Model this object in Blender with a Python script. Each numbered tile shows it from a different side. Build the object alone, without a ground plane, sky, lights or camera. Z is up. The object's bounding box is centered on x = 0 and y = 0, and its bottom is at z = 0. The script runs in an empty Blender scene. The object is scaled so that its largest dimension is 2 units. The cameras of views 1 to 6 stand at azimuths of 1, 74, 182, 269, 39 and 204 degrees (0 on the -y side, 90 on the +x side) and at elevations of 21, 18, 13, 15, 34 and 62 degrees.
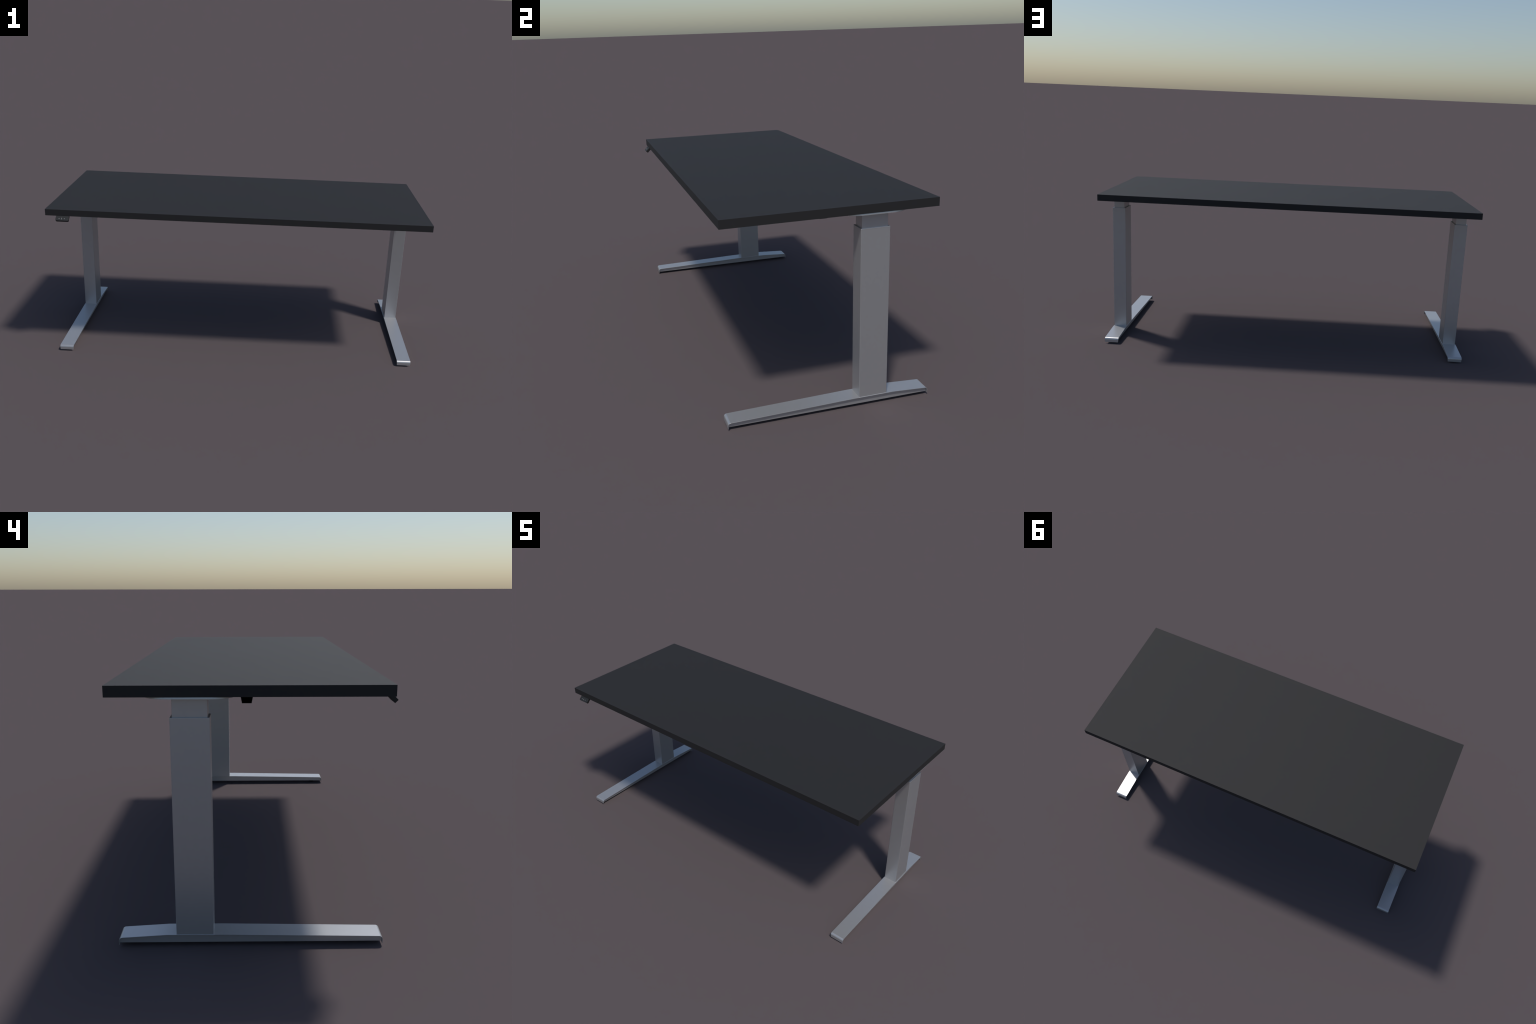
import bpy, bmesh, math
from mathutils import Matrix, Vector

# ------------------------------------------------------------------ sizes (m)
TOP_Z, TOP_T = 0.8203, 0.0334          # worktop height and thickness
TOP_BOTTOM = TOP_Z - TOP_T
TOP_Y0, TOP_Y1 = -0.4036, 0.4212       # worktop front / back edge
LEG_X, LEG_Y = 0.9355, 0.1830          # leg axis
OUT_W, OUT_D, OUT_TOP = 0.0705, 0.1164, 0.7235   # outer tube
IN_W, IN_D = 0.0570, 0.1036                      # inner tube
FOOT_W, FOOT_WALL_Z = 0.0742, 0.0102
PLATE_T = 0.0066

# ------------------------------------------------------------------ materials
def principled(name):
    m = bpy.data.materials.new(name)
    m.use_nodes = True
    nt = m.node_tree
    b = nt.nodes["Principled BSDF"]
    return m, nt, b

def grain(nt, b, colour, spread, scale, rough, rough_spread, bump):
    """Base colour and roughness varied very slightly by object-space noise, plus a fine bump."""
    tc = nt.nodes.new("ShaderNodeTexCoord")
    n = nt.nodes.new("ShaderNodeTexNoise")
    n.inputs["Scale"].default_value = scale
    n.inputs["Detail"].default_value = 4
    nt.links.new(tc.outputs["Object"], n.inputs["Vector"])
    r = nt.nodes.new("ShaderNodeValToRGB")
    lo = [c * (1 - spread) for c in colour]
    hi = [c * (1 + spread) for c in colour]
    r.color_ramp.elements[0].position = 0.3
    r.color_ramp.elements[1].position = 0.7
    r.color_ramp.elements[0].color = (*lo, 1)
    r.color_ramp.elements[1].color = (*hi, 1)
    nt.links.new(n.outputs["Fac"], r.inputs["Fac"])
    nt.links.new(r.outputs["Color"], b.inputs["Base Color"])
    mr = nt.nodes.new("ShaderNodeMapRange")
    mr.inputs["To Min"].default_value = rough - rough_spread
    mr.inputs["To Max"].default_value = rough + rough_spread
    nt.links.new(n.outputs["Fac"], mr.inputs["Value"])
    nt.links.new(mr.outputs["Result"], b.inputs["Roughness"])
    if bump:
        f = nt.nodes.new("ShaderNodeTexNoise")
        f.inputs["Scale"].default_value = scale * 12
        nt.links.new(tc.outputs["Object"], f.inputs["Vector"])
        bp = nt.nodes.new("ShaderNodeBump")
        bp.inputs["Strength"].default_value = bump
        bp.inputs["Distance"].default_value = 0.0004
        nt.links.new(f.outputs["Fac"], bp.inputs["Height"])
        nt.links.new(bp.outputs["Normal"], b.inputs["Normal"])

def make_laminate():
    m, nt, b = principled("black_laminate")
    grain(nt, b, (0.0138, 0.0129, 0.0132), 0.03, 30, 0.75, 0.01, 0.0)
    b.inputs["Specular IOR Level"].default_value = 0.5
    return m

def make_silver():
    m, nt, b = principled("silver_powder_coat")
    grain(nt, b, (0.515, 0.515, 0.52), 0.01, 60, 0.36, 0.005, 0.0)
    b.inputs["Metallic"].default_value = 0.64
    return m

def make_plastic():
    m, nt, b = principled("black_plastic")
    grain(nt, b, (0.014, 0.0142, 0.0145), 0.03, 80, 0.6, 0.01, 0.0)
    return m

def make_beam():
    m, nt, b = principled("matt_black_steel")
    grain(nt, b, (0.004, 0.004, 0.004), 0.05, 60, 0.7, 0.02, 0.0)
    b.inputs["Specular IOR Level"].default_value = 0.1
    return m

def make_print():
    m, nt, b = principled("pale_grey_print")
    grain(nt, b, (0.38, 0.39, 0.39), 0.02, 80, 0.5, 0.01, 0.0)
    return m

LAMINATE, SILVER, PLASTIC, BEAM, PRINT = (make_laminate(), make_silver(), make_plastic(),
                                          make_beam(), make_print())

# ------------------------------------------------------------------ helpers
def bm_prism(bm, outline, axis, a0, a1):
    """Extrude a closed 2D outline along an axis ('x': outline is (y,z); 'z': outline is (x,y))."""
    def p(q, a):
        return (a, q[0], q[1]) if axis == 'x' else (q[0], q[1], a)
    v0 = [bm.verts.new(p(q, a0)) for q in outline]
    v1 = [bm.verts.new(p(q, a1)) for q in outline]
    n = len(outline)
    faces = [bm.faces.new(v0[::-1]), bm.faces.new(v1)]
    for i in range(n):
        faces.append(bm.faces.new((v0[i], v0[(i + 1) % n], v1[(i + 1) % n], v1[i])))
    bmesh.ops.recalc_face_normals(bm, faces=faces)
    return faces

def bm_box(bm, x0, x1, y0, y1, z0, z1):
    return bm_prism(bm, [(x0, y0), (x1, y0), (x1, y1), (x0, y1)], 'z', z0, z1)

def bevel_edges(bm, edges, width, seg=3):
    bmesh.ops.bevel(bm, geom=edges, offset=width, segments=seg, profile=0.5,
                    affect='EDGES', clamp_overlap=True)

def finish(bm, name, mat, parent=None, loc=(0, 0, 0), angle=40):
    me = bpy.data.meshes.new(name)
    bm.to_mesh(me)
    bm.free()
    me.materials.append(mat)
    me.shade_smooth()
    me.set_sharp_from_angle(angle=math.radians(angle))
    ob = bpy.data.objects.new(name, me)
    bpy.context.collection.objects.link(ob)
    ob.location = loc
    if parent:
        ob.parent = parent
    wn = ob.modifiers.new("flat_faces_stay_flat", 'WEIGHTED_NORMAL')
    wn.weight = 100
    wn.keep_sharp = True
    return ob

def arc(cx, cy, r, a0, a1, n):
    return [(cx + r * math.cos(math.radians(a0 + (a1 - a0) * i / n)),
             cy + r * math.sin(math.radians(a0 + (a1 - a0) * i / n))) for i in range(n + 1)]

def rounded_rect(x0, x1, y0, y1, r, n=12):
    return (arc(x1 - r, y0 + r, r, -90, 0, n) + arc(x1 - r, y1 - r, r, 0, 90, n) +
            arc(x0 + r, y1 - r, r, 90, 180, n) + arc(x0 + r, y0 + r, r, 180, 270, n))

def vertical(e):
    d = e.verts[0].co - e.verts[1].co
    return abs(d.x) < 1e-6 and abs(d.y) < 1e-6

# ------------------------------------------------------------------ the desk
desk = bpy.data.objects.new("standing_desk", None)
bpy.context.collection.objects.link(desk)
desk["label"] = "black rectangular standing desk on two silver T-shaped legs"
desk["category"] = "desk"

# worktop ------------------------------------------------------------------
bm = bmesh.new()
bm_box(bm, -1.0, 1.0, TOP_Y0, TOP_Y1, TOP_BOTTOM, TOP_Z)
bevel_edges(bm, bm.edges[:], 0.0005, 2)
finish(bm, "tabletop", LAMINATE, desk)

# stiffening beam under the worktop ------------------------------------------
bm = bmesh.new()
BEAM_Y, BEAM_Z = 0.0187, 0.7482
wall = 0.0016                            # folded sheet, open at both ends
def beam_half_width(z):
    return 0.0146 + (z - BEAM_Z) * 0.196
bt = TOP_BOTTOM - 0.0002
section = [(BEAM_Y - beam_half_width(bt), bt), (BEAM_Y - beam_half_width(BEAM_Z), BEAM_Z),
           (BEAM_Y + beam_half_width(BEAM_Z), BEAM_Z), (BEAM_Y + beam_half_width(bt), bt),
           (BEAM_Y + beam_half_width(bt) - wall, bt), (BEAM_Y + beam_half_width(BEAM_Z) - wall, BEAM_Z + wall),
           (BEAM_Y - beam_half_width(BEAM_Z) + wall, BEAM_Z + wall), (BEAM_Y - beam_half_width(bt) + wall, bt)]
bm_prism(bm, section, 'x', -0.868, 0.868)
finish(bm, "crossbeam", BEAM, desk)

# legs ------------------------------------------------------------------------
def outer_column_mesh():
    bm = bmesh.new()
    bm_box(bm, -OUT_W / 2, OUT_W / 2, -OUT_D / 2, OUT_D / 2, 0.0340, OUT_TOP)
    bevel_edges(bm, [e for e in bm.edges if vertical(e)], 0.0022, 3)
    rim = [e for e in bm.edges if all(v.co.z > OUT_TOP - 1e-5 for v in e.verts)]
    bevel_edges(bm, rim, 0.0014, 3)
    return bm

def inner_column_mesh():
    bm = bmesh.new()
    bm_box(bm, -IN_W / 2, IN_W / 2, -IN_D / 2, IN_D / 2, OUT_TOP - 0.02, TOP_BOTTOM - PLATE_T + 0.001)
    bevel_edges(bm, [e for e in bm.edges if vertical(e)], 0.0022, 3)
    return bm

def foot_mesh():
    """Folded sheet: an arched strip whose ends turn down into lips, with two side walls under it.
    Local y runs front to back relative to the leg axis."""
    f, b = TOP_Y0 + 0.0004 - LEG_Y, TOP_Y1 - 0.0002 - LEG_Y     # tips
    t, r = 0.0016, 0.0120
    zf, zb, ztop, lip = 0.0306, 0.0306, 0.0392, 0.0056
    y_flat0, y_flat1 = -0.085, 0.088
    outer = ([(f, lip)] + arc(f + r, zf - r, r, 180, 92, 8) + [(y_flat0, ztop), (y_flat1, ztop)] +
             arc(b - r, zb - r, r, 86, 0, 8) + [(b, lip)])
    inner = ([(b - t, lip)] + arc(b - r, zb - r, r - t, 0, 86, 8) + [(y_flat1, ztop - t), (y_flat0, ztop - t)] +
             arc(f + r, zf - r, r - t, 92, 180, 8) + [(f + t, lip)])
    bm = bmesh.new()
    bm_prism(bm, outer + inner, 'x', -FOOT_W / 2, FOOT_W / 2)
    caps = [e for e in bm.edges if abs(e.verts[0].co.x - e.verts[1].co.x) < 1e-6]
    bevel_edges(bm, caps, 0.0002, 1)
    for v in bm.verts:                  # lips narrow a touch towards the floor
        if v.co.z < lip + 0.0006:
            v.co.x *= 0.965
    h = t * 0.5
    inset = 0.0082                      # the sheet overhangs the side walls
    w0, w1 = f + t + 0.0003, b - t - 0.0003
    wall = ([(w0, FOOT_WALL_Z)] + [(w0, zf - r)] + arc(f + r, zf - r, r - h, 170, 92, 5) +
            [(y_flat0, ztop - h), (y_flat1, ztop - h)] + arc(b - r, zb - r, r - h, 86, 10, 5) +
            [(w1, zb - r), (w1, FOOT_WALL_Z)])
    for s in (-1, 1):
        bm_prism(bm, wall, 'x', s * (FOOT_W / 2 - inset), s * (FOOT_W / 2 - inset - 0.0026))
    return bm

def glide_mesh():
    bm = bmesh.new()
    bmesh.ops.create_cone(bm, cap_ends=True, segments=32, radius1=0.0130, radius2=0.0150, depth=0.012,
                          matrix=Matrix.Translation((0, 0, 0.006)))
    bmesh.ops.create_cone(bm, cap_ends=True, segments=16, radius1=0.005, radius2=0.005, depth=0.020,
                          matrix=Matrix.Translation((0, 0, 0.0165)))
    return bm

def plate_mesh(side):
    """Mounting plate under the worktop: rounded outline, reaching inwards."""
    bm = bmesh.new()
    x0, x1 = -0.155, 0.0625
    if side < 0:
        x0, x1 = -x1, -x0
    z0, z1, slope = TOP_BOTTOM - PLATE_T, TOP_BOTTOM - 0.0003, 0.0010
    low = rounded_rect(x0, x1, -0.135, 0.135, 0.075, 16)
    high = rounded_rect(x0 + slope, x1 - slope, -0.135 + slope, 0.135 - slope, 0.075 - slope, 16)
    rings = [[bm.verts.new((x, y, z)) for x, y in ring]
             for ring, z in ((low, z0), (low, z0 + 0.0030), (high, z1))]
    n = len(low)
    for a, b in zip(rings, rings[1:]):
        for i in range(n):
            j = (i + 1) % n
            bm.faces.new((a[i], a[j], b[j], b[i]))
    bm.faces.new(rings[0][::-1])
    bm.faces.new(rings[-1])
    bmesh.ops.recalc_face_normals(bm, faces=bm.faces[:])
    return bm

shared = {}
def place(kind, builder, mat, parent, loc):
    if kind not in shared:
        shared[kind] = finish(builder(), kind, mat, parent, loc)
        return shared[kind]
    ob = shared[kind].copy()
    ob.parent = parent
    ob.location = loc
    bpy.context.collection.objects.link(ob)
    return ob

for side in (-1, 1):
    leg = place("leg", outer_column_mesh, SILVER, desk, (side * LEG_X, LEG_Y, 0))
    place("inner_column", inner_column_mesh, SILVER, leg, (0, 0, 0))
    place("foot", foot_mesh, SILVER, leg, (0, 0, 0))
    for y in (-0.530, 0.185):
        place("foot_glide", glide_mesh, PLASTIC, leg, (0, y, 0))
    finish(plate_mesh(side), "mounting_plate", SILVER, leg)

# height control panel ----------------------------------------------------------
PANEL_X0, PANEL_X1 = -0.9438, -0.8766
tilt = math.radians(45)
# local frame: u across (x), s up the face, n out of the face
origin = Vector(((PANEL_X0 + PANEL_X1) / 2, TOP_Y0 - 0.0188, 0.7680))
s_dir = Vector((0, math.cos(tilt), math.sin(tilt)))
n_dir = Vector((0, -math.sin(tilt), math.cos(tilt)))
frame = Matrix(((1, s_dir.x, n_dir.x, origin.x),
                (0, s_dir.y, n_dir.y, origin.y),
                (0, s_dir.z, n_dir.z, origin.z),
                (0, 0, 0, 1)))
bm = bmesh.new()
hw = (PANEL_X1 - PANEL_X0) / 2
r = 0.006
outline = ([(hw, 0.030), (-hw, 0.030)] + arc(-hw + r, r, r, 180, 270, 8) + arc(hw - r, r, r, 270, 360, 8))
bm_prism(bm, outline, 'z', -0.0138, 0.0)
face_rim = [e for e in bm.edges if all(abs(v.co.z) < 1e-6 for v in e.verts)]
bevel_edges(bm, face_rim, 0.0012, 3)
back_rim = [e for e in bm.edges if all(abs(v.co.z + 0.0138) < 1e-6 for v in e.verts)]
bevel_edges(bm, back_rim, 0.0012, 3)
panel = finish(bm, "control_panel", PLASTIC, desk)
panel.matrix_world = frame
panel.matrix_parent_inverse = Matrix()

bm = bmesh.new()
bm_box(bm, PANEL_X0 + 0.008, PANEL_X1 - 0.008, -0.395, -0.335, TOP_BOTTOM - 0.006, TOP_BOTTOM - 0.0003)
bevel_edges(bm, bm.edges[:], 0.001, 2)
finish(bm, "panel_bracket", PLASTIC, desk)

def symbol(name, pts, u, s):
    bm = bmesh.new()
    bm_prism(bm, pts, 'z', -0.0005, 0.0004)
    ob = finish(bm, name, PRINT, panel)
    ob.location = (u, s, 0)
    return ob

A = 0.0022
symbol("arrow_symbol", [(-A, -A * 0.8), (A, -A * 0.8), (0, A)], -0.0150, 0.0118)
symbol("divider_line", [(-0.0007, -0.0045), (0.0007, -0.0045), (0.0007, 0.0045), (-0.0007, 0.0045)], -0.0016, 0.0118)
symbol("arrow_symbol", [(-A, A * 0.8), (0, -A), (A, A * 0.8)], 0.0122, 0.0112)
